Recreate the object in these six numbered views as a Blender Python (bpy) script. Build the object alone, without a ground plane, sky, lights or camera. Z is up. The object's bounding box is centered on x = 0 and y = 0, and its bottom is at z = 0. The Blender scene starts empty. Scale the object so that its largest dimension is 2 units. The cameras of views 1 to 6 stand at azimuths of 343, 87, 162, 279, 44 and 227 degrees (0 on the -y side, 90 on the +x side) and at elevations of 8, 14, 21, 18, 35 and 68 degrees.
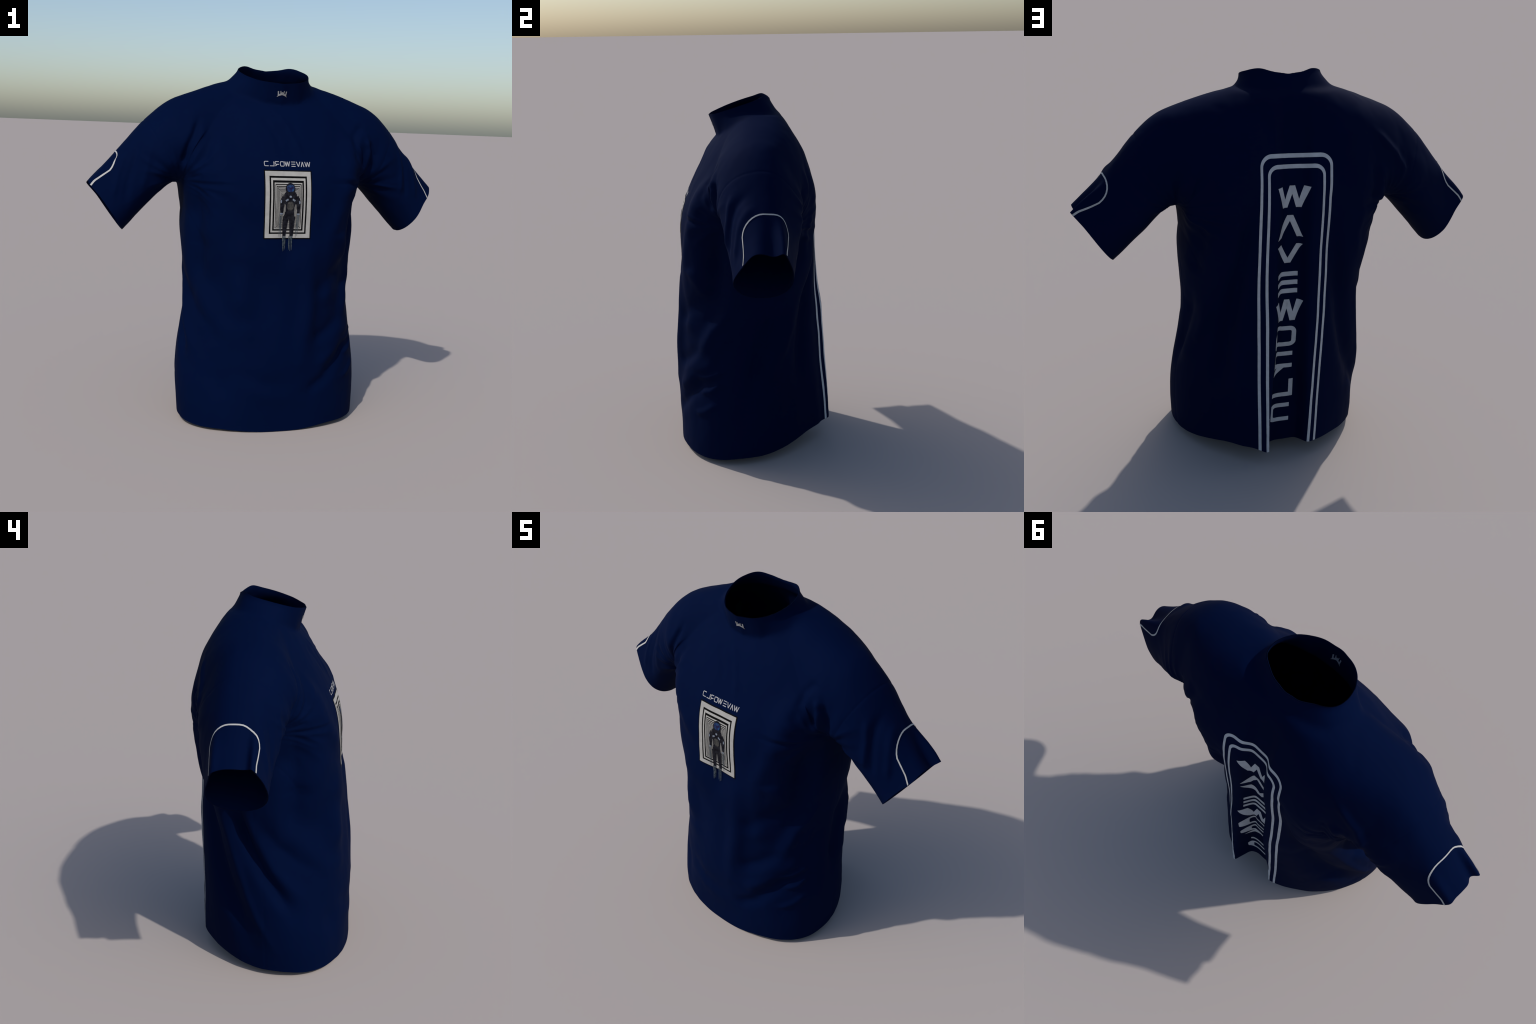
import bpy, bmesh, math
import numpy as np
from mathutils import Vector, noise
from mathutils.bvhtree import BVHTree

# ------------------------------------------------------------------ helpers
def smooth(a, b, v):
    t = np.clip((np.asarray(v, float) - a) / (b - a), 0, 1)
    return t * t * (3 - 2 * t)

def curve(table, col, v):
    """Smooth (monotone-ish, Catmull-Rom) interpolation of one column of a control table."""
    xs = np.array([r[0] for r in table], float)
    ys = np.array([r[col] for r in table], float)
    v = np.clip(np.asarray(v, float), xs[0], xs[-1])
    m = np.gradient(ys, xs)
    i = np.clip(np.searchsorted(xs, v, side='right') - 1, 0, len(xs) - 2)
    h = xs[i + 1] - xs[i]
    t = (v - xs[i]) / h
    return ((2*t**3 - 3*t**2 + 1) * ys[i] + (t**3 - 2*t**2 + t) * h * m[i]
            + (-2*t**3 + 3*t**2) * ys[i + 1] + (t**3 - t**2) * h * m[i + 1])

def loft(rings):
    """Closed solid through rings (list of (N,3) arrays) with fan caps."""
    n = len(rings[0])
    verts = [tuple(p) for r in rings for p in r]
    faces = []
    for k in range(len(rings) - 1):
        for j in range(n):
            j2 = (j + 1) % n
            faces.append((k*n + j, k*n + j2, (k+1)*n + j2, (k+1)*n + j))
    for k, flip in ((0, True), (len(rings) - 1, False)):
        c = len(verts)
        verts.append(tuple(np.mean(rings[k], axis=0)))
        for j in range(n):
            a, b = k*n + j, k*n + (j + 1) % n
            faces.append((c, b, a) if flip else (c, a, b))
    return verts, faces

# ------------------------------------------------------------------ torso
#        z     front   back   half-width  y of widest
TORSO = [(-0.10, -.420, .405, .492, -.10),
         (0.00, -.417, .402, .497, -.10),
         (0.15, -.418, .397, .506, -.09),
         (0.35, -.428, .388, .505, -.08),
         (0.50, -.422, .382, .487, -.06),
         (0.65, -.412, .378, .468, -.05),
         (0.75, -.407, .375, .464, -.04),
         (0.90, -.399, .370, .474, -.02),
         (1.05, -.384, .370, .484, 0.00),
         (1.17, -.383, .370, .482, 0.01),
         (1.27, -.378, .370, .498, 0.02),
         (1.38, -.352, .365, .520, 0.02),
         (1.48, -.308, .350, .525, 0.03),
         (1.58, -.259, .326, .510, 0.04),
         (1.67, -.209, .292, .485, 0.05),
         (1.73, -.160, .256, .440, 0.06),
         (1.79, -.105, .212, .385, 0.06),
         (1.815, -.078, .190, .330, 0.06),
         (1.84, -.050, .172, .255, 0.06)]

#  depth of the channel folded into the back, ridge either side   z  channel  ridge(+x) ridge(-x)
CHANNEL = [(-0.10, .092, .055, .000), (0.05, .092, .053, .000), (0.30, .085, .050, .000),
           (0.60, .080, .036, .004), (0.90, .066, .024, .006), (1.20, .054, .012, .006),
           (1.45, .042, .006, .006), (1.58, .034, .000, .000), (1.66, .026, .000, .000),
           (1.72, .020, .0, .0), (1.80, .008, .0, .0), (1.90, .0, .0, .0)]

def back_relief(x, z):
    ch = curve(CHANNEL, 1, z); rp = curve(CHANNEL, 2, z); rm = curve(CHANNEL, 3, z)
    up = smooth(.15, .7, z)
    wall_p = 1 - smooth(.080 - .042 * up, .112 - .020 * up, x)
    wall_m = smooth(-.118 + .026 * up, -.055 + .018 * up, x)
    bump = lambda c, w: np.exp(-((x - c) / w) ** 2)
    hollow = .032 * smooth(.75, 1.10, z) * smooth(1.84, 1.66, z) * np.exp(-(x / .21) ** 4)
    return -hollow - ch * wall_p * wall_m + rp * bump(.115, .045) + rm * bump(-.10, .045)

def torso_rings():
    th = np.linspace(0, 2 * np.pi, 560, endpoint=False)
    c, s = np.cos(th), np.sin(th)
    rings = []
    for z in np.linspace(-0.10, 1.84, 130):
        f, b, hw, ym = (curve(TORSO, k, z) for k in (1, 2, 3, 4))
        nf = 2.25 - .42 * smooth(.06, .45, z) + .97 * smooth(.75, 1.10, z) - .70 * smooth(1.35, 1.7, z)
        nb = 1.84 + .16 * smooth(.3, .7, z) + .65 * smooth(.85, 1.15, z) + .05 * smooth(1.3, 1.6, z)
        n = np.where(s < 0, nf, nb)
        x = hw * np.sign(c) * np.abs(c) ** (2 / n)
        yy = np.abs(s) ** (2 / n)
        y = np.where(s < 0, ym - (ym - f) * yy, ym + (b - ym) * yy)
        y = y + np.where(s > 0, back_relief(x, z) * smooth(.25, .6, s), 0)
        rings.append(np.stack([x, y, np.full_like(x, z)], 1))
    return rings

# ------------------------------------------------------------------ sleeves
#       along   top x, z       bottom x, z    y front, back
SLEEVE = [(0.0, .15, 1.845, .12, 1.32, -.15, .25),
          (1.0, .29, 1.826, .26, 1.30, -.175, .285),
          (2.0, .486, 1.760, .45, 1.29, -.190, .268),
          (3.0, .599, 1.708, .540, 1.290, -.188, .252),
          (4.0, .700, 1.620, .610, 1.240, -.176, .244),
          (5.0, .792, 1.508, .668, 1.178, -.150, .225),
          (6.0, .882, 1.405, .732, 1.110, -.134, .200),
          (7.0, .980, 1.306, .800, 1.037, -.124, .176),
          (8.0, 1.06, 1.220, .855, 0.985, -.125, .170)]
# narrowing of the upper half (front, back) at the cuff, height of its two upturned corners, crease between them
CUFF_SHAPE = {1: (.42, .12, .014, .036, .065, .032, .018), -1: (.16, .30, .044, .030, -.042, .022, .022)}

def sleeve_rings(side):
    th = np.linspace(0, 2 * np.pi, 200, endpoint=False)
    tf, tb, kf, kb, dy, dw, dd = CUFF_SHAPE[side]
    rings = []
    for t in np.linspace(0, 8, 70):
        tx, tz, bx, bz, yf, yb = (float(curve(SLEEVE, k, t)) for k in range(1, 7))
        if side < 0:                                   # this shoulder sits a little lower
            dip = .010 * math.exp(-((t - 3.6) / .9) ** 2)
            tx -= dip * .7; tz -= dip * .7
        near = float(smooth(5.0, 7.0, t))
        if side < 0:
            tz -= .010 * near
        cs, sn = np.cos(th), np.sin(th)
        n = np.where(cs > 0, 2.25 + .5 * near, 2.25)
        u = np.sign(cs) * np.abs(cs) ** (2 / n)        # +1 top, -1 bottom
        w = np.sign(sn) * np.abs(sn) ** (2 / n)
        bf = .08 + .04 * float(smooth(2, 4, t))
        bb = .08 + (.28 if side > 0 else .26) * float(smooth(1.2, 3.0, t))
        tap = np.where(w < 0, bf + (tf - bf) * near, bb + (tb - bb) * near)
        w = w * (1 - tap * smooth(-.5, .9, u))
        y = (yf + yb) / 2 + w * (yb - yf) / 2
        top = smooth(.2, .8, u) * near
        lift = top * (kf * np.exp(-((y + .070) / .026) ** 2) + kb * np.exp(-((y - .118) / .026) ** 2)
                      - dd * np.exp(-((y - dy) / dw) ** 2))
        x = (tx + bx) / 2 + u * (tx - bx) / 2 + lift * .75
        z = (tz + bz) / 2 + u * (tz - bz) / 2 + lift * .66
        r = np.stack([side * x, y, z], 1)
        rings.append(r if side > 0 else r[::-1])
    return rings

# ------------------------------------------------------------------ collar
#      angle from the front   rim x, y, z
RIM = [(0, .000, -.214, 1.829), (35, .105, -.185, 1.842), (65, .172, -.110, 1.866),
       (90, .193, -.030, 1.888), (115, .178, .035, 1.910), (140, .138, .075, 1.930),
       (160, .072, .108, 1.919), (180, .000, .118, 1.911)]

def rim_point(a):
    """a: angle (deg) measured from the front, positive towards +x"""
    q = np.abs((np.asarray(a, float) + 180) % 360 - 180)
    return np.sign((np.asarray(a, float) + 180) % 360 - 180) * curve(RIM, 1, q), curve(RIM, 2, q), curve(RIM, 3, q)

def collar_rings():
    a = np.linspace(0, 360, 180, endpoint=False)
    q = np.abs((a + 180) % 360 - 180)
    rx, ry, rz = rim_point(a)
    rings = []
    for d in np.linspace(.30, -.05, 36):
        flare = np.clip(d, 0, None)
        front = 1 - smooth(0, 100, q)
        back = smooth(90, 180, q)
        y = ry + front * flare * .36 + back * (flare * .58)
        fl = np.where(rx < 0, 5.6 * np.clip(flare - .006, 0, .10), 4.2 * np.clip(flare - .022, 0, .10))
        x = rx * (1 + fl * smooth(40, 85, q))
        y = np.where(d < 0, ry - d * .3 * (back - front), y)
        z = rz - d
        k = smooth(.10, .30, d)                 # tuck the foot inside the body
        x, y = x * (1 - .3 * k), y * (1 - .45 * k) + .02 * k
        rings.append(np.stack([x, y, z], 1))
    return rings

# ------------------------------------------------------------------ union of the solids
def merged_mesh(voxel):
    V, F = [], []
    for rings in (torso_rings(), sleeve_rings(1), sleeve_rings(-1), collar_rings()):
        v, f = loft(rings)
        o = len(V)
        V += v
        F += [tuple(i + o for i in q) for q in f]
    me = bpy.data.meshes.new("cloth_blank")
    me.from_pydata(V, [], F)
    bm = bmesh.new(); bm.from_mesh(me)
    bmesh.ops.recalc_face_normals(bm, faces=bm.faces)
    bm.to_mesh(me); bm.free()
    ob = bpy.data.objects.new("cloth_blank", me)
    bpy.context.scene.collection.objects.link(ob)
    md = ob.modifiers.new("remesh", 'REMESH')
    md.mode = 'VOXEL'; md.voxel_size = voxel; md.adaptivity = 0
    dg = bpy.context.evaluated_depsgraph_get()
    out = bpy.data.meshes.new_from_object(ob.evaluated_get(dg))
    bpy.data.objects.remove(ob); bpy.data.meshes.remove(me)
    return out

def edges_of(me):
    e = np.empty(len(me.edges) * 2, np.int32); me.edges.foreach_get("vertices", e)
    return e.reshape(-1, 2)

def coords_of(me):
    c = np.empty(len(me.vertices) * 3); me.vertices.foreach_get("co", c)
    return c.reshape(-1, 3)

def normals_of(me):
    c = np.empty(len(me.vertices) * 3, np.float32); me.vertices.foreach_get("normal", c)
    return c.reshape(-1, 3).astype(float)

def relax(co, e, weight, rounds):
    deg = np.bincount(e.ravel(), minlength=len(co)).astype(float)[:, None]
    for r in range(rounds):
        acc = np.zeros_like(co)
        for k in range(3):
            acc[:, k] = np.bincount(e[:, 0], co[e[:, 1], k], len(co)) + np.bincount(e[:, 1], co[e[:, 0], k], len(co))
        co = co + weight[:, None] * (acc / deg - co)
    return co

# ------------------------------------------------------------------ drape: folds
# each fold: view plane, path, half-width, height (+ ridge, - valley)
#   'F' front (x,z)   'B' back (x,z)   'L' -x side (y,z)   'R' +x side (y,z)
FOLDS = []

def fold(kind, path, half_width, height):
    FOLDS.append((kind, path, half_width, height))

# front of the body and sleeves
fold('F', [(0.16, 0.72), (0.24, 0.79), (0.32, 0.85), (0.42, 0.9)], 0.04, -0.012)
fold('F', [(0.15, 0.48), (0.26, 0.53), (0.38, 0.62)], 0.035, -0.012)
fold('F', [(0.12, 0.2), (0.24, 0.27), (0.34, 0.38), (0.42, 0.48)], 0.035, -0.016)
fold('F', [(0.18, 0.34), (0.3, 0.42), (0.4, 0.56)], 0.035, 0.012)
fold('F', [(-0.3, 0.36), (-0.12, 0.27), (0.05, 0.26)], 0.045, -0.006)
fold('F', [(-0.24, 0.24), (-0.05, 0.18), (0.1, 0.17)], 0.045, 0.006)
fold('F', [(0.13, 0.95), (0.13, 0.7), (0.1, 0.38)], 0.05, 0.026)
fold('F', [(-0.44, 1.63), (-0.47, 1.55), (-0.5, 1.49), (-0.53, 1.38)], 0.015, -0.022)
fold('F', [(-0.4, 1.6), (-0.44, 1.5), (-0.47, 1.42), (-0.48, 1.34)], 0.02, 0.01)
fold('F', [(-0.36, 1.56), (-0.4, 1.48), (-0.42, 1.4)], 0.02, -0.008)
fold('F', [(0.48, 1.64), (0.43, 1.57), (0.41, 1.5), (0.42, 1.42)], 0.022, -0.012)
fold('F', [(0.5, 1.57), (0.515, 1.5), (0.5, 1.43), (0.48, 1.36)], 0.018, 0.022)
fold('F', [(0.52, 1.55), (0.55, 1.47), (0.54, 1.38)], 0.015, -0.02)
fold('F', [(0.4, 1.38), (0.46, 1.35), (0.52, 1.34)], 0.018, -0.012)
fold('F', [(-0.04, 1.69), (0.02, 1.61), (0.06, 1.52), (0.09, 1.44)], 0.018, 0.005)
fold('F', [(-0.12, 1.66), (-0.06, 1.58), (-0.02, 1.5)], 0.02, -0.004)
fold('F', [(-0.46, 1.32), (-0.46, 1.16), (-0.45, 1)], 0.05, -0.034)
fold('F', [(0.47, 1.28), (0.45, 1.14), (0.42, 1)], 0.05, -0.034)
fold('F', [(-0.3, 1.1), (-0.2, 1), (-0.1, 0.8)], 0.08, 0.014)
fold('F', [(-0.25, 0.92), (-0.23, 0.75), (-0.22, 0.56)], 0.07, 0.042)
fold('F', [(-0.36, 1.37), (-0.28, 1.26), (-0.14, 1.12)], 0.05, 0.015)
fold('F', [(0.36, 1.34), (0.31, 1.2), (0.26, 1.06), (0.25, 0.95)], 0.045, 0.018)
fold('F', [(0, 1.1), (0.01, 0.97), (-0.03, 0.84)], 0.06, -0.01)
fold('F', [(-0.55, 1.62), (-0.54, 1.52), (-0.54, 1.42)], 0.045, 0.016)
fold('F', [(-0.36, 0.36), (-0.34, 0.27), (-0.32, 0.14)], 0.05, -0.012)
fold('F', [(-0.36, 1.58), (-0.35, 1.47), (-0.34, 1.34)], 0.06, 0.02)
fold('F', [(0.37, 1.57), (0.37, 1.44), (0.36, 1.28)], 0.06, 0.024)
fold('F', [(0.47, 1.62), (0.45, 1.53), (0.42, 1.42)], 0.055, 0.032)
fold('F', [(-0.46, 1.64), (-0.46, 1.54), (-0.49, 1.4)], 0.06, 0.032)
fold('F', [(0.26, 0.86), (0.25, 0.76), (0.25, 0.64)], 0.055, 0.018)
fold('F', [(0.72, 1.53), (0.745, 1.4), (0.745, 1.24)], 0.014, 0.009)
fold('F', [(0.76, 1.54), (0.775, 1.4), (0.79, 1.22)], 0.016, -0.009)
fold('F', [(0.81, 1.52), (0.84, 1.38), (0.86, 1.22)], 0.016, 0.008)
fold('F', [(-0.73, 1.54), (-0.76, 1.42), (-0.8, 1.29), (-0.81, 1.17)], 0.018, -0.008)
fold('F', [(-0.68, 1.5), (-0.7, 1.38), (-0.73, 1.24)], 0.018, 0.007)
fold('F', [(-0.8, 1.46), (-0.85, 1.32), (-0.87, 1.2)], 0.016, 0.007)

# back
fold('B', [(-0.4, 1.67), (-0.46, 1.61), (-0.52, 1.55), (-0.57, 1.47), (-0.55, 1.38)], 0.018, 0.012)
fold('B', [(-0.42, 1.51), (-0.44, 1.44), (-0.43, 1.37), (-0.46, 1.31)], 0.016, 0.01)
fold('B', [(-0.38, 1.52), (-0.4, 1.42), (-0.4, 1.32)], 0.018, -0.01)
fold('B', [(-0.31, 1.4), (-0.34, 1.3), (-0.32, 1.2), (-0.34, 1.06)], 0.02, 0.007)
fold('B', [(0.45, 1.55), (0.48, 1.45), (0.47, 1.32), (0.44, 1.18)], 0.026, 0.015)
fold('B', [(0.52, 1.52), (0.54, 1.42), (0.52, 1.33)], 0.016, -0.012)
fold('B', [(0.38, 1.36), (0.4, 1.26), (0.38, 1.12)], 0.02, 0.01)
fold('B', [(0.37, 0.88), (0.4, 0.74), (0.45, 0.56), (0.48, 0.42)], 0.028, 0.016)
fold('B', [(0.37, 1.6), (0.36, 1.46), (0.38, 1.3)], 0.07, 0.02)
fold('B', [(-0.36, 1.6), (-0.34, 1.44), (-0.35, 1.26)], 0.07, 0.014)
fold('B', [(0.43, 1.6), (0.44, 1.42), (0.44, 1.2)], 0.03, 0.012)
fold('B', [(-0.46, 1.52), (-0.45, 1.42), (-0.45, 1.3)], 0.04, 0.018)
fold('B', [(0.22, 0.6), (0.21, 0.3), (0.2, -0.2)], 0.055, 0.022)
fold('B', [(-0.18, 1.36), (-0.2, 1.12), (-0.275, 0.85), (-0.33, 0.62), (-0.39, 0.36)], 0.05, -0.046)
fold('B', [(0.21, 1.38), (0.24, 1.14), (0.28, 0.88), (0.32, 0.62), (0.34, 0.32)], 0.04, -0.042)

# -x flank
fold('L', [(0.23, 0.95), (0.19, 0.8), (0.12, 0.58), (0.07, 0.43), (0.02, 0.31), (-0.07, 0.14)], 0.022, 0.009)
fold('L', [(0.14, 0.9), (0.1, 0.79), (0.04, 0.67), (-0.03, 0.55), (-0.11, 0.44), (-0.17, 0.34)], 0.034, -0.03)
fold('L', [(0.1, 0.93), (0.02, 0.75), (-0.06, 0.6), (-0.18, 0.45), (-0.25, 0.37)], 0.035, 0.012)
fold('L', [(0, 0.84), (-0.09, 0.71), (-0.19, 0.62), (-0.27, 0.55), (-0.34, 0.42)], 0.03, -0.008)
fold('L', [(-0.03, 0.95), (-0.14, 0.79), (-0.25, 0.65), (-0.33, 0.5), (-0.37, 0.36)], 0.055, 0.018)
fold('L', [(-0.16, 1.14), (-0.2, 0.96), (-0.17, 0.82), (-0.13, 0.7)], 0.06, -0.036)
fold('L', [(0.23, 1.22), (0.17, 1.02), (0.12, 0.86), (0.05, 0.64)], 0.045, -0.034)
fold('L', [(0.28, 0.7), (0.21, 0.5), (0.13, 0.34), (0.06, 0.16)], 0.052, -0.034)

# +x flank
fold('R', [(-0.12, 0.86), (-0.22, 0.73), (-0.27, 0.61), (-0.34, 0.49), (-0.38, 0.36)], 0.03, 0.02)
fold('R', [(-0.08, 0.74), (-0.17, 0.62), (-0.22, 0.52)], 0.03, -0.008)
fold('R', [(0.12, 0.9), (0.08, 0.7), (0, 0.5), (-0.06, 0.34)], 0.035, -0.01)
fold('R', [(-0.17, 0.52), (-0.25, 0.47), (-0.31, 0.45)], 0.014, 0.01)
fold('R', [(-0.18, 0.46), (-0.24, 0.4), (-0.3, 0.38)], 0.014, 0.01)
fold('R', [(-0.21, 0.34), (-0.28, 0.28), (-0.33, 0.25)], 0.016, 0.008)
fold('R', [(-0.35, 1.06), (-0.3, 0.98), (-0.26, 0.9)], 0.025, 0.01)
fold('R', [(-0.16, 1.22), (-0.21, 1.05), (-0.22, 0.9), (-0.22, 0.78)], 0.068, -0.052)
fold('R', [(-0.18, 0.66), (-0.23, 0.56), (-0.28, 0.44)], 0.045, 0.013)
fold('R', [(0.26, 1.24), (0.21, 1.1), (0.15, 0.96)], 0.042, -0.022)
fold('R', [(0.08, 0.82), (0.02, 0.62), (-0.03, 0.45)], 0.038, -0.018)
fold('R', [(0.2, 0.78), (0.18, 0.7), (0.14, 0.58)], 0.022, 0.012)
fold('R', [(0.23, 0.46), (0.2, 0.36), (0.17, 0.2)], 0.045, -0.012)

def polyline_distance(p, path):
    """distance to a 2D polyline and position 0..1 along it"""
    path = np.array(path, float)
    seg = np.diff(path, axis=0)
    ln = np.linalg.norm(seg, axis=1); cum = np.concatenate([[0], np.cumsum(ln)])
    best = np.full(len(p), 1e9); pos = np.zeros(len(p))
    for k in range(len(seg)):
        t = np.clip(((p - path[k]) @ seg[k]) / ln[k] ** 2, 0, 1)
        d = np.linalg.norm(p - path[k] - t[:, None] * seg[k], axis=1)
        m = d < best
        best[m] = d[m]; pos[m] = (cum[k] + t[m] * ln[k]) / cum[-1]
    return best, pos

def drape(co, no):
    face = {'F': (np.array([0, -1., 0]), (0, 2)), 'B': (np.array([0, 1., 0]), (0, 2)),
            'L': (np.array([-1., 0, 0]), (1, 2)), 'R': (np.array([1., 0, 0]), (1, 2))}
    disp = np.zeros(len(co))
    for kind, path, w, h in FOLDS:
        d, ax = face[kind]
        gate = smooth(.05, .45, no @ d)
        if kind in 'LR':
            gate = gate * (np.abs(co[:, 0]) < .6)
        idx = np.nonzero(gate > 0)[0]
        dist, pos = polyline_distance(co[idx][:, ax], path)
        run, low = (.45, .30) if w >= .045 else (.22, .15)      # broad swells fade out more gently
        end = smooth(0, run, pos) * smooth(1, 1 - run, pos)
        disp[idx] += h * np.exp(-(dist / w) ** 2) * gate[idx] * (low + (1 - low) * end) * (dist < 3 * w)
    # fine crumple of the cloth
    f = np.array([noise.noise(Vector((p[0] * 9, p[1] * 9, p[2] * 5))) for p in co])
    f2 = np.array([noise.noise(Vector((p[0] * 24 + 7, p[1] * 24, p[2] * 14))) for p in co])
    disp += .0028 * f + .0010 * f2
    # small creases radiating from the armpits
    for side in (-1, 1):
        dx, dz = co[:, 0] * side - .52, co[:, 2] - 1.31
        r = np.hypot(dx, dz)
        near = np.nonzero(r < .42)[0]
        for i in near:
            a = math.atan2(dz[i], dx[i])
            n = noise.noise(Vector((a * 3.4 + side * 5, r[i] * 3.0, no[i][1] * 1.2 + side)))
            disp[i] += (.30 - abs(n)) * .020 * math.exp(-((r[i] - .10) / .12) ** 2) * min(1, abs(no[i][1]) * 1.6)
    return co + no * disp[:, None]

# ------------------------------------------------------------------ openings and seams as scalar fields
def hem_field(p):
    ax = p[:, 0]
    h = .020 * smooth(.04, .32, ax) + .012 * smooth(.10, .38, -ax) + .018 * smooth(-.32, -.05, p[:, 1]) + .065 * smooth(0, .42, p[:, 1])
    return h - p[:, 2]

CUFF_C = np.array([.903, 0, 1.167]); CUFF_N = np.array([.82, 0, -.575]); CUFF_N /= np.linalg.norm(CUFF_N)
def cuff_field(side):
    def fn(p):
        q = p * np.array([side, 1, 1])
        s = (q - CUFF_C) @ CUFF_N
        up = smooth(1.17, 1.27, q[:, 2])
        s = s - up * (.010 * np.exp(-((q[:, 1] - .115) / .03) ** 2) + .010 * np.exp(-((q[:, 1] + .07) / .03) ** 2))
        if side < 0:                                   # notch under the upturned front corner
            s = s + up * .014 * np.exp(-((q[:, 1] + .042) / .024) ** 2)
        return np.where(q[:, 0] > .6, s, -1)
    return fn

def collar_field(p):
    a = np.degrees(np.arctan2(p[:, 0] / .198, -(p[:, 1] + .045) / .165))
    rx, ry, rz = rim_point(a)
    near = (np.hypot(p[:, 0], p[:, 1] + .03) < .30) & (p[:, 2] > 1.75)
    return np.where(near, p[:, 2] - rz, -1)

def sleeve_seam_field(p):
    return np.abs(p[:, 0]) - (.535 + .47 * (p[:, 2] - 1.27)) + np.where(p[:, 2] < 1.0, -1, 0)

def collar_seam_field(p):
    a = np.degrees(np.arctan2(p[:, 0] / .198, -(p[:, 1] + .045) / .165))
    q = np.abs(a)
    rz = rim_point(a)[2]
    near = (np.hypot(p[:, 0], p[:, 1] + .02) < .30) & (p[:, 2] > 1.6)
    return np.where(near, p[:, 2] - (rz - .095 + .03 * smooth(40, 150, q)), -1)

def cut(bm, field, remove):
    """cut the mesh along field = 0; optionally remove the positive side"""
    bm.verts.ensure_lookup_table()
    p = np.array([v.co[:] for v in bm.verts])
    s = field(p)
    s = np.where(np.abs(s) < 2e-4, 0, s)
    bm.verts.index_update()
    new = [v for v, q in zip(bm.verts, s) if q == 0]
    todo = []
    for e in bm.edges:
        a, b = s[e.verts[0].index], s[e.verts[1].index]
        if a * b < 0 and abs(a) < .2 and abs(b) < .2:
            todo.append((e, e.verts[0], a / (a - b)))
    gone = [v for v, q in zip(bm.verts, s) if q > 0]
    for e, v, f in todo:
        new.append(bmesh.utils.edge_split(e, v, f)[1])
    bmesh.ops.connect_verts(bm, verts=new)
    if remove:
        bmesh.ops.delete(bm, geom=gone, context='VERTS')

# ------------------------------------------------------------------ materials
def nodes_of(name):
    m = bpy.data.materials.new(name); m.use_nodes = True
    nt = m.node_tree
    return m, nt, nt.nodes["Principled BSDF"]

def cloth_material():
    m, nt, b = nodes_of("navy_jersey")
    N, L = nt.nodes.new, nt.links.new
    tc = N("ShaderNodeTexCoord")
    n1 = N("ShaderNodeTexNoise"); n1.inputs["Scale"].default_value = 3.0; n1.inputs["Detail"].default_value = 4
    L(tc.outputs["Object"], n1.inputs["Vector"])
    ramp = N("ShaderNodeValToRGB")
    ramp.color_ramp.elements[0].position = .3; ramp.color_ramp.elements[0].color = (.0001, .0037, .0245, 1)
    ramp.color_ramp.elements[1].position = .7; ramp.color_ramp.elements[1].color = (.0002, .0042, .0275, 1)
    L(n1.outputs["Fac"], ramp.inputs["Fac"])
    L(ramp.outputs["Color"], b.inputs["Base Color"])
    b.inputs["Roughness"].default_value = .8
    b.inputs["Specular IOR Level"].default_value = .03
    # fine knit grain
    w = N("ShaderNodeTexNoise"); w.inputs["Scale"].default_value = 420; w.inputs["Detail"].default_value = 1
    L(tc.outputs["Object"], w.inputs["Vector"])
    bp = N("ShaderNodeBump"); bp.inputs["Strength"].default_value = .08; bp.inputs["Distance"].default_value = .001
    L(w.outputs["Fac"], bp.inputs["Height"]); L(bp.outputs["Normal"], b.inputs["Normal"])
    return m

def ink(name, col, col2=None, scale=30, rough=.6):
    m, nt, b = nodes_of(name)
    N, L = nt.nodes.new, nt.links.new
    tc = N("ShaderNodeTexCoord")
    n1 = N("ShaderNodeTexNoise"); n1.inputs["Scale"].default_value = scale; n1.inputs["Detail"].default_value = 3
    L(tc.outputs["Object"], n1.inputs["Vector"])
    ramp = N("ShaderNodeValToRGB")
    c2 = col2 or tuple(c * .9 for c in col)
    ramp.color_ramp.elements[0].position = .38; ramp.color_ramp.elements[0].color = (*c2, 1)
    ramp.color_ramp.elements[1].position = .62; ramp.color_ramp.elements[1].color = (*col, 1)
    L(n1.outputs["Fac"], ramp.inputs["Fac"]); L(ramp.outputs["Color"], b.inputs["Base Color"])
    b.inputs["Roughness"].default_value = rough
    b.inputs["Specular IOR Level"].default_value = .06
    return m

# ------------------------------------------------------------------ prints laid on the cloth
class Surface:
    def __init__(self, bm):
        self.tree = BVHTree.FromBMesh(bm)
    def drop(self, origin, direction):
        h = self.tree.ray_cast(origin, direction, 3.0 if abs(direction.y) > .99 else .44)
        if h[0] is None:
            return None
        n = h[1] if h[1].dot(direction) < 0 else -h[1]
        return h[0], n

def front_map(a, b):      # a = x, b = z
    return Vector((a, -3, b)), Vector((0, 1, 0))
def back_map(a, b):       # cloth drawn into the channel sags a little
    depth = -float(back_relief(np.array(a), np.array(b)))
    return Vector((a, 3, b - .22 * max(depth, 0))), Vector((0, -1, 0))
def channel_map(a, b):
    return Vector((a, 3, b)), Vector((0, -1, 0))
def sleeve_map(side):
    up = Vector((-side * .61, 0, .79)); out = Vector((side * .79, 0, .61))
    base = Vector((side * .8525, .025, 1.21))
    def fn(a, b):         # a = arc length round the sleeve, b = distance above the cuff
        d = out * math.cos(a / .16) + Vector((0, 1, 0)) * math.sin(a / .16)
        return base + up * b + d * .45, -d
    return fn

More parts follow.
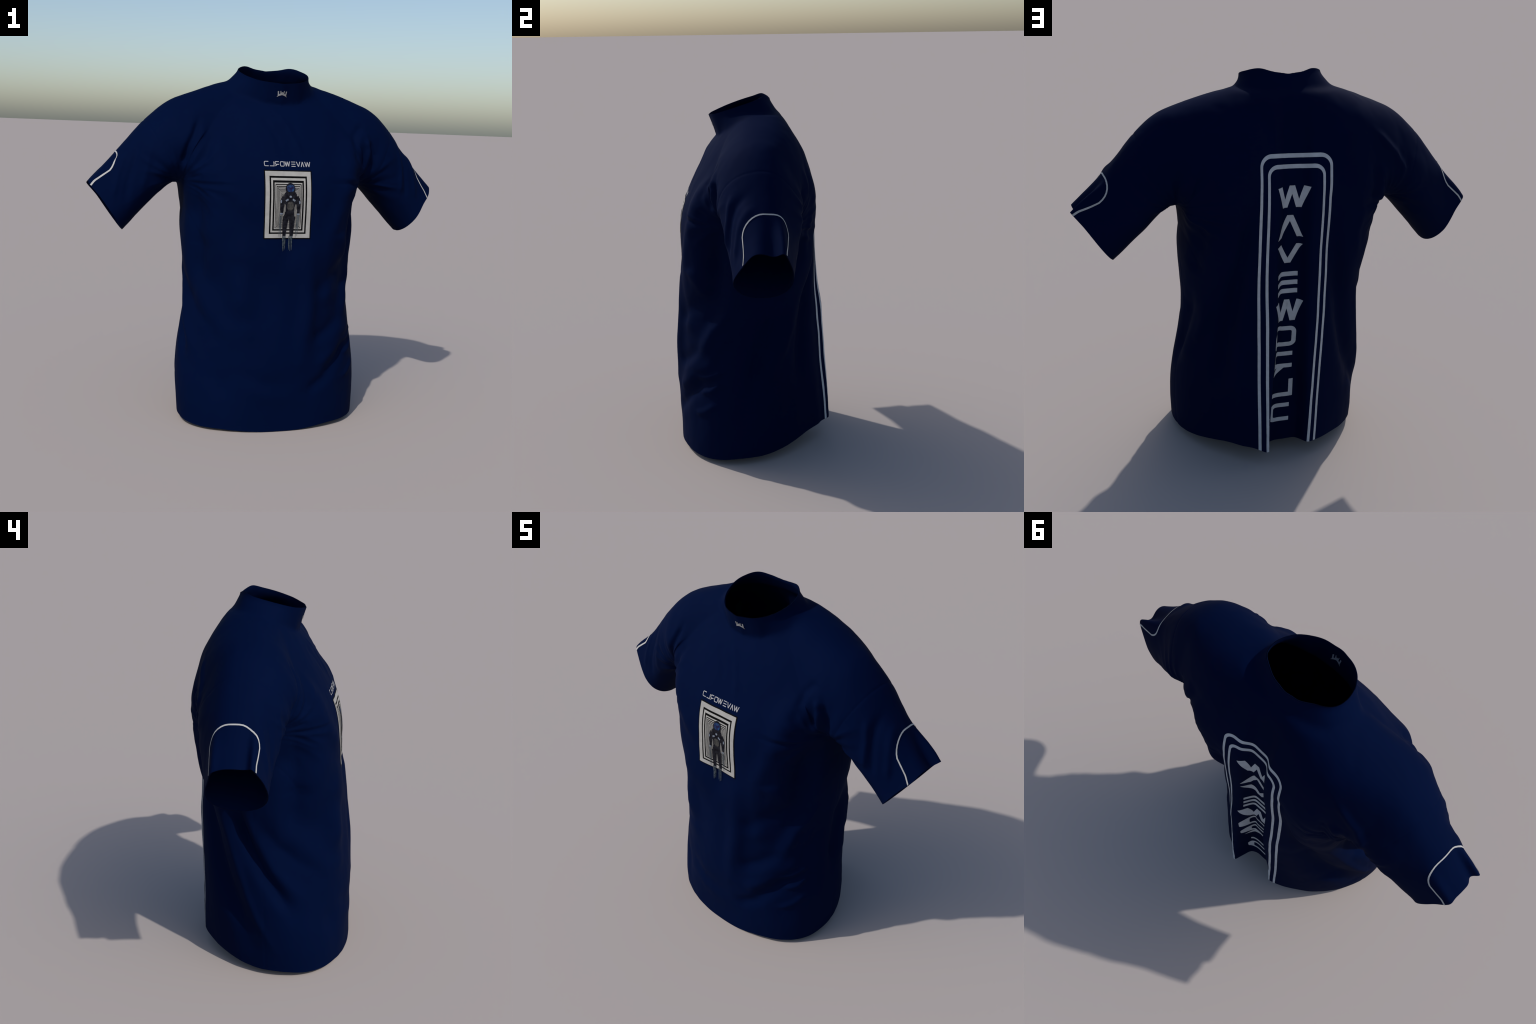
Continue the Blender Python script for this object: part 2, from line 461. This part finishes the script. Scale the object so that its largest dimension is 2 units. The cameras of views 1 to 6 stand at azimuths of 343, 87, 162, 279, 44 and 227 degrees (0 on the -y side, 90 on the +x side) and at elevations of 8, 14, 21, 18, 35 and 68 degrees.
class Print:
    """collects patches (quads grids in print coordinates) laid on the surface"""
    def __init__(self, surf, mapping, lift=.0016):
        self.s, self.m, self.lift, self.k = surf, mapping, lift, 0
        self.v, self.f, self.inner = [], [], []
    def grid(self, pts, layer=0):
        """pts[i][j] = (a,b)"""
        off = self.lift + layer * .0006 + (self.k % 4) * .00012
        self.k += 1
        idx = []
        for row in pts:
            r = []
            for a, b in row:
                h = self.s.drop(*self.m(a, b))
                if h is None:
                    r.append(None)
                else:
                    r.append(len(self.v)); self.v.append(h[0] + h[1] * off)
                    self.inner.append(h[0] - h[1] * (off + .0058))
            idx.append(r)
        for i in range(len(idx) - 1):
            for j in range(len(idx[0]) - 1):
                q = (idx[i][j], idx[i+1][j], idx[i+1][j+1], idx[i][j+1])
                if None in q:
                    continue
                c = [self.v[k] for k in q]
                if max((c[0]-c[2]).length, (c[1]-c[3]).length) < .12:
                    self.f.append(q)
    def stroke(self, path, width, layer=0, step=.005, closed=False, across=3, widths=None, level=False):
        p = np.array(path, float)
        if closed:
            p = np.vstack([p, p[:1]])
        seg = np.diff(p, axis=0); ln = np.linalg.norm(seg, axis=1); d = seg / ln[:, None]
        nrm = np.stack([-d[:, 1], d[:, 0]], 1)
        mit = []
        for i in range(len(p)):
            if closed and i in (0, len(p) - 1):
                n0, n1 = nrm[-1], nrm[0]
            else:
                n0, n1 = nrm[max(i - 1, 0)], nrm[min(i, len(nrm) - 1)]
            m = n0 + n1; m = m / max(np.linalg.norm(m), 1e-6)
            mit.append(m / max(float(m @ n1), .45))
        mit = np.array(mit)
        if level:                          # strokes cut level at their ends
            mit = np.tile([1.0, 0.0], (len(p), 1))
        rows = []
        for i in range(len(seg)):
            k = max(1, int(math.ceil(ln[i] / step)))
            for t in np.arange(k) / k:
                rows.append((p[i] + t * seg[i], mit[i] * (1 - t) + mit[i + 1] * t, (i + t) / len(seg)))
        rows.append((p[-1], mit[-1], 1.0))
        g = []
        for c, m, t in rows:
            w = width if widths is None else np.interp(t, np.linspace(0, 1, len(widths)), widths)
            g.append([tuple(c + m * w * u) for u in np.linspace(-.5, .5, across)])
        self.grid(g, layer)
    def blob(self, c, rx, ry, layer=0, n=2.0, rings=6, seg=36):
        g = []
        for r in np.linspace(.02, 1, rings):
            row = []
            for t in np.linspace(0, 2 * np.pi, seg + 1):
                cs, sn = math.cos(t), math.sin(t)
                row.append((c[0] + r * rx * math.copysign(abs(cs) ** (2 / n), cs),
                            c[1] + r * ry * math.copysign(abs(sn) ** (2 / n), sn)))
            g.append(row)
        self.grid(g, layer)
    def rect(self, x0, z0, x1, z1, layer=0, step=.006):
        nx = max(2, int(abs(x1 - x0) / step) + 1); nz = max(2, int(abs(z1 - z0) / step) + 1)
        self.grid([[(x0 + (x1 - x0) * i / nx, z0 + (z1 - z0) * j / nz) for j in range(nz + 1)] for i in range(nx + 1)], layer)
    def build(self, name, mat, parent, through=False):
        if through:                       # ink seen from the inside of the cloth as well
            k = len(self.v)
            self.v = self.v + self.inner
            self.f = self.f + [tuple(i + k for i in reversed(q)) for q in self.f]
        me = bpy.data.meshes.new(name)
        me.from_pydata([tuple(v) for v in self.v], [], self.f)
        me.materials.append(mat)
        me.shade_smooth()
        ob = bpy.data.objects.new(name, me)
        bpy.context.scene.collection.objects.link(ob)
        ob.parent = parent
        return ob

# glyphs of the wordmark, as strokes in a unit box (x right, y up), in reading direction
def arc(cx, cy, r, a0, a1, n=6):
    return [(cx + r * math.cos(math.radians(a0 + (a1 - a0) * i / n)), cy + r * math.sin(math.radians(a0 + (a1 - a0) * i / n))) for i in range(n + 1)]
ROUND = arc(.22, .78, .22, 180, 90) + arc(.78, .78, .22, 90, 0) + arc(.78, .22, .22, 0, -90) + arc(.22, .22, .22, 270, 180)
GLYPH = {
    'W': [([(0, 1), (.25, 0), (.5, 1), (.75, 0), (1, 1)], False)],
    'A': [([(0, 0), (.5, 1), (1, 0)], False)],
    'V': [([(0, 1), (.5, 0), (1, 1)], False)],
    'E': [([(0, 1), (1, 1)], False), ([(0, .5), (1, .5)], False), ([(0, 0), (1, 0)], False)],
    'O': [(ROUND, True)],
    'R': [([(0, 1)] + arc(.8, .8, .2, 90, 0) + arc(.8, .6, .2, 0, -90) + [(0, .4)], False), ([(.45, .4), (1, 0)], False)],
    'L': [([(0, 1), (0, 0), (1, 0)], False)],
    'D': [([(0, 1)] + arc(.75, .75, .25, 90, 0) + arc(.75, .25, .25, 0, -90) + [(0, 0)], False)],
}
WORD = "WAVEWORLD"

# ------------------------------------------------------------------ assemble
def main():
    root = bpy.data.objects.new("t_shirt", None)
    bpy.context.scene.collection.objects.link(root)
    root["label"] = "navy short sleeved t-shirt with mirrored white lettering and panel print"
    root["category"] = "t-shirt"

    me = merged_mesh(.0072)
    e = edges_of(me); co = coords_of(me)
    w = np.full(len(co), .35)
    joint = np.exp(-((np.abs(co[:, 0]) - .53) / .11) ** 2) * smooth(1.15, 1.3, co[:, 2])
    neck = np.exp(-((np.hypot(co[:, 0], co[:, 1]) - .22) / .08) ** 2) * smooth(1.70, 1.76, co[:, 2]) * (.25 + .75 * smooth(-.05, .1, co[:, 1] + .4 * np.abs(co[:, 0])))
    co = relax(co, e, w, 5)
    co = relax(co, e, np.clip(joint, 0, 1) * .5, 18)
    co = relax(co, e, np.clip(neck, 0, 1) * .5, 34)
    me.vertices.foreach_set("co", co.ravel()); me.update()
    co = drape(co, normals_of(me))
    co = relax(co, e, w * .6, 2)
    # stitched seams: fine grooves at the armholes and down the flanks
    me.vertices.foreach_set("co", co.ravel()); me.update()
    no = normals_of(me)
    seam = np.exp(-(sleeve_seam_field(co) / .006) ** 2)
    side = np.exp(-((co[:, 1] - (-.015 + .04 * smooth(.5, .9, co[:, 2]))) / .006) ** 2) * (np.abs(co[:, 0]) > .3) * (co[:, 2] < 1.22) * smooth(.5, .8, np.abs(no[:, 0]))
    co = co - no * (.0016 * np.clip(seam + .7 * side, 0, 1))[:, None]
    me.vertices.foreach_set("co", co.ravel()); me.update()

    bm = bmesh.new(); bm.from_mesh(me)
    for f in (hem_field, cuff_field(1), cuff_field(-1), collar_field):
        cut(bm, f, True)
    # keep the one big piece
    seen, best = set(), []
    for v in bm.verts:
        if v in seen:
            continue
        stack, part = [v], []
        seen.add(v)
        while stack:
            q = stack.pop(); part.append(q)
            for ed in q.link_edges:
                o = ed.other_vert(q)
                if o not in seen:
                    seen.add(o); stack.append(o)
        if len(part) > len(best):
            best = part
    keep = set(best)
    bmesh.ops.delete(bm, geom=[v for v in bm.verts if v not in keep], context='VERTS')
    for f in (sleeve_seam_field, collar_seam_field):
        cut(bm, f, False)
    bmesh.ops.recalc_face_normals(bm, faces=bm.faces)
    surf = Surface(bm)

    # two-sided cloth: inner face, joined along the openings
    bm.normal_update()
    thick = .005
    bm.verts.index_update()
    n0 = len(bm.verts)
    P = np.array([v.co[:] for v in bm.verts]); Nn = np.array([v.normal[:] for v in bm.verts])
    quads = [[v.index for v in f.verts] for f in bm.faces]
    rim = []
    for ed in bm.edges:
        if len(ed.link_faces) == 1:
            l = ed.link_faces[0].loops
            for lp in l:
                if lp.edge == ed:
                    rim.append((lp.vert.index, lp.link_loop_next.vert.index))
    cen = np.array([P[q].mean(axis=0) for q in quads])
    part = np.zeros(len(quads), int)
    part[sleeve_seam_field(cen) > 0] = 1
    part[(part == 1) & (cen[:, 0] < 0)] = 2
    part[collar_seam_field(cen) > 0] = 3
    allv = np.vstack([P, P - Nn * thick])
    alln = np.vstack([Nn, -Nn])
    rimcen = np.array([(P[a] + P[b]) / 2 for a, b in rim])
    rpart = np.zeros(len(rim), int)
    rpart[sleeve_seam_field(rimcen) > 0] = 1
    rpart[(rpart == 1) & (rimcen[:, 0] < 0)] = 2
    rpart[collar_seam_field(rimcen) > 0] = 3
    bm.free()
    bpy.data.meshes.remove(me)

    cloth = cloth_material()
    for k, name in enumerate(("body", "sleeve", "sleeve", "collar")):
        fs = [q for q, p in zip(quads, part) if p == k]
        fs = fs + [[i + n0 for i in reversed(q)] for q in fs]
        fs += [[b, a, a + n0, b + n0] for (a, b), p in zip(rim, rpart) if p == k]
        used = sorted({i for q in fs for i in q})
        lut = {i: j for j, i in enumerate(used)}
        pm = bpy.data.meshes.new(name)
        pm.from_pydata([tuple(allv[i]) for i in used], [], [[lut[i] for i in q] for q in fs])
        pm.materials.append(cloth)
        pm.shade_smooth()
        pm.normals_split_custom_set_from_vertices([tuple(alln[i]) for i in used])
        ob = bpy.data.objects.new(name, pm)
        bpy.context.scene.collection.objects.link(ob)
        ob.parent = root

    prints(surf, root)

def prints(surf, root):
    white = ink("white_ink", (.44, .44, .44), (.38, .38, .38))
    panel_white = ink("panel_white_ink", (.345, .338, .325), (.31, .303, .29))
    letter_white = ink("lettering_ink", (.36, .36, .38), (.32, .32, .34))
    black = ink("black_ink", (.0015, .0015, .002))
    grey = ink("grey_ink", (.46, .48, .51))

    # ---- back: double stripe frame, open at the hem
    def frame(half_top, half_bottom, top, r, width_side, width_top, name):
        pr = Print(surf, back_map)
        path, wd = [], []
        for z in np.linspace(.02, top - r, 90):
            k = half_bottom + (half_top - half_bottom) * min(1, (z / 1.0)) ** .8
            path.append((-k, z)); wd.append(width_side)
        for i in range(1, 9):
            a = math.pi - math.pi / 2 * i / 8
            path.append((-half_top + r + r * math.cos(a), top - r + r * math.sin(a))); wd.append(width_side + (width_top - width_side) * i / 8)
        for x in np.linspace(-half_top + r, half_top - r, 30)[1:]:
            path.append((x, top)); wd.append(width_top)
        path2 = [(-x, z) for x, z in path[::-1]][30:]
        wd2 = wd[::-1][30:]
        path += path2; wd += wd2
        pr.stroke(path, 0, widths=wd, step=.004, across=4)
        return pr.build(name, grey, root, True)
    frame(.168, .145, 1.578, .050, .0125, .019, "printed_stripe")
    frame(.133, .112, 1.530, .042, .0125, .019, "printed_stripe")

    # ---- back: stacked mirrored letters
    ends = [(-.074, .090), (-.056, .082), (-.056, .082), (-.052, .084), (-.064, .088),
            (-.044, .084), (-.042, .084), (-.040, .084), (-.036, .084)]
    heights = [(1.427, 1.322), (1.285, 1.174), (1.138, 1.040), (.996, .888), (.856, .744),
               (.714, .604), (.574, .440), (.430, .322), (.284, .182)]
    rows = [(zt, zb, (a + b) / 2, b - a) for (zt, zb), (a, b) in zip(heights, ends)]
    for ch, (zt, zb, cx, w) in zip(WORD, rows):
        pr = Print(surf, channel_map)
        sw = .0225
        for path, closed in GLYPH[ch]:
            # seen from the back, the right-hand side is -x; the print is mirrored
            if ch in 'WAV':
                lw = .026 if ch == 'W' else .029
                q = [(cx + (x - .5) * (w - lw), zb + y * (zt - zb)) for x, y in path]
                pr.stroke(q, lw, step=.003, across=5, level=True)
                continue
            q = [(cx + (x - .5) * (w - sw), zb + sw / 2 + y * (zt - zb - sw)) for x, y in path]
            pr.stroke(q, sw, closed=closed, step=.004, across=5)
        pr.build("printed_letter", grey, root, True)

    # ---- sleeves: arch piping
    for side, yc, skew in ((1, .014, .022), (-1, .004, 0.0)):
        pr = Print(surf, sleeve_map(side), lift=.002)
        hw, top, r = .128, .190, .100
        path = [(yc - hw, -.05 + (top - r + .05) * t) for t in np.linspace(0, 1, 14)]
        path += [(yc - hw + r + r * math.cos(a), top - r + r * math.sin(a)) for a in np.linspace(math.pi, math.pi / 2, 9)[1:]]
        path += [(yc + hw - r + r * math.cos(a), top - r + r * math.sin(a)) for a in np.linspace(math.pi / 2, 0, 9)]
        path += [(yc + hw, top - r - (top - r + .05) * t) for t in np.linspace(0, 1, 14)[1:]]
        path = [(yc + (a - yc) * (.84 + .16 * min(max(b / .09, 0), 1)) + skew * (2 * b / top - 1), b) for a, b in path]
        pr.stroke(path, .0074, step=.004)
        pr.build("piping", white, root)

    # ---- chest: word above the panel, mirrored
    word = [(-.129, .026), (-.100, .026), (-.071, .024), (-.043, .024), (-.018, .030), (.017, .026), (.045, .024), (.070, .020), (.0915, .033)]
    for ch, (x0, w) in zip(WORD[::-1], word):
        pr = Print(surf, front_map)
        sw = .0038; zt, zb = 1.429, 1.403
        for path, closed in GLYPH[ch]:
            flat = ch in 'WAV'
            lw = sw * 1.15 if flat else sw
            pad = 0 if flat else sw / 2
            q = [(x0 + lw / 2 + (1 - x) * (w - lw), zb + pad + y * (zt - zb - 2 * pad)) for x, y in path]
            pr.stroke(q, lw, closed=closed, step=.004, level=flat)
        pr.build("printed_letter", letter_white, root)

    # ---- chest: receding frames
    L, R, B, T = -.1265, .1215, 1.036, 1.379
    pb = Print(surf, front_map, lift=.0012)
    pb.rect(L - .006, B - .006, R + .006, T + .006)
    pb.build("printed_panel", black, root)
    insets = [(.000, .0222), (.0305, .0400), (.0485, .0532), (.0568, .0600), (.0632, .0656), (.0684, .0704)]
    insets += [(.0728 + .0038 * k, .0728 + .0038 * k + .0017) for k in range(12)]
    for a, b in insets:
        pr = Print(surf, front_map, lift=.0022)
        ka, kb = a * (1 + .35 * a / .09), b * (1 + .35 * b / .09)
        l0, r0, b0, t0 = L + a, R - a, B + a * .95, T - ka
        l1, r1, b1, t1 = L + b, R - b, B + b * .95, T - kb
        def side(p0, p1, q0, q1):
            n = 40
            pr.grid([[((p0[0] + (p1[0]-p0[0])*i/n)*(1-u) + (q0[0] + (q1[0]-q0[0])*i/n)*u,
                       (p0[1] + (p1[1]-p0[1])*i/n)*(1-u) + (q0[1] + (q1[1]-q0[1])*i/n)*u) for u in (0, .5, 1)] for i in range(n + 1)])
            pr.k = 0
        side((l0, b0), (l0, t0), (l1, b1), (l1, t1))
        side((r0, b0), (r0, t0), (r1, b1), (r1, t1))
        side((l0, t0), (r0, t0), (l1, t1), (r1, t1))
        side((l0, b0), (r0, b0), (l1, b1), (r1, b1))
        pr.build("printed_frame", panel_white, root)

    # ---- chest: standing suited figure (plain stand-in)
    px = .000397
    X = lambda u: (u - 520) * px - .0025
    Z = lambda v: 1.2075 - (v - 775) * px * .90
    suit = ink("suit_ink", (.013, .0135, .019), (.004, .004, .007), 60)
    visor = ink("visor_ink", (.016, .060, .155), (.012, .009, .040), 60)
    torso_grey = ink("plate_ink", (.060, .058, .055), (.03, .03, .03), 120)
    trim = ink("trim_ink", (.20, .23, .28), (.10, .12, .16), 80)
    drip = ink("drip_ink", (.07, .085, .10), (.02, .035, .05), 90)
    fig = Print(surf, front_map, lift=.0034)
    fig.blob((X(545), Z(545)), 68 * px, 78 * px, 0)
    fig.blob((X(545), Z(680)), 90 * px, 95 * px, 0, n=3)
    fig.stroke([(X(470), Z(660)), (X(440), Z(720)), (X(432), Z(800)), (X(430), Z(890))], .020, widths=[.030, .026, .021, .014])
    fig.stroke([(X(620), Z(660)), (X(652), Z(720)), (X(658), Z(800)), (X(660), Z(890))], .020, widths=[.030, .026, .021, .014])
    fig.stroke([(X(545), Z(640)), (X(545), Z(780)), (X(540), Z(860)), (X(535), Z(960)), (X(532), Z(985))], .05, widths=[.056, .050, .046, .060, .062], across=5)
    fig.stroke([(X(492), Z(940)), (X(482), Z(1050)), (X(476), Z(1230))], .024, widths=[.034, .028, .018])
    fig.stroke([(X(578), Z(940)), (X(576), Z(1050)), (X(578), Z(1230))], .024, widths=[.034, .028, .018])
    fig.build("printed_figure", suit, root)
    v = Print(surf, front_map, lift=.0048)
    v.blob((X(545), Z(536)), 52 * px, 48 * px, 0, n=2.3)
    v.build("printed_visor", visor, root)
    g = Print(surf, front_map, lift=.0048)
    g.blob((X(545), Z(790)), 44 * px, 58 * px, 0, n=2.6)
    g.build("printed_plate", torso_grey, root)
    t = Print(surf, front_map, lift=.0048)
    t.blob((X(545), Z(655)), 16 * px, 14 * px)
    t.stroke([(X(480), Z(715)), (X(515), Z(692))], .009)
    t.stroke([(X(575), Z(692)), (X(610), Z(715))], .009)
    t.blob((X(418), Z(725)), 10 * px, 22 * px)
    t.blob((X(672), Z(735)), 9 * px, 22 * px)
    t.blob((X(425), Z(902)), 22 * px, 12 * px)
    t.blob((X(655), Z(908)), 22 * px, 12 * px)
    t.build("printed_trim", trim, root)
    d = Print(surf, front_map, lift=.0048)
    for u0, u1, v0, v1, wd in ((455, 460, 1225, 1450, .005), (472, 470, 1225, 1440, .004), (490, 488, 1225, 1425, .005),
                               (548, 545, 1225, 1430, .005), (568, 565, 1225, 1450, .004), (588, 584, 1225, 1440, .005),
                               (408, 402, 930, 1235, .0035), (424, 420, 930, 1250, .0035), (648, 632, 930, 1245, .0035), (664, 652, 930, 1225, .0035)):
        d.stroke([(X(u0), Z(v0)), (X((u0 + u1) / 2), Z((v0 + v1) / 2)), (X(u1), Z(v1))], wd, widths=[wd, wd * .9, wd * .3])
    d.build("printed_drip", drip, root)

    # ---- collar: small crown-like monogram
    c = Print(surf, front_map, lift=.0018)
    cx, cz, w, h = .0005, 1.779, .056, .032
    m = lambda x, y: (cx + x * w / 2, cz + y * h / 2)
    c.stroke([m(-.80, .85), m(-.72, -.35), m(0, .02), m(.72, -.35), m(.80, .85)], .0065, step=.003)
    c.stroke([m(-.98, -.98), m(-.60, -.45), m(0, -.22), m(.60, -.45), m(.98, -.98)], .0045, widths=[.001, .006, .0045, .006, .001], step=.003)
    c.stroke([m(-.34, .95), m(-.30, .22), m(0, .42), m(.30, .22), m(.34, .95)], .0045, step=.003)
    c.build("printed_monogram", ink("monogram_ink", (.30, .30, .31), (.26, .26, .27)), root, True)

main()
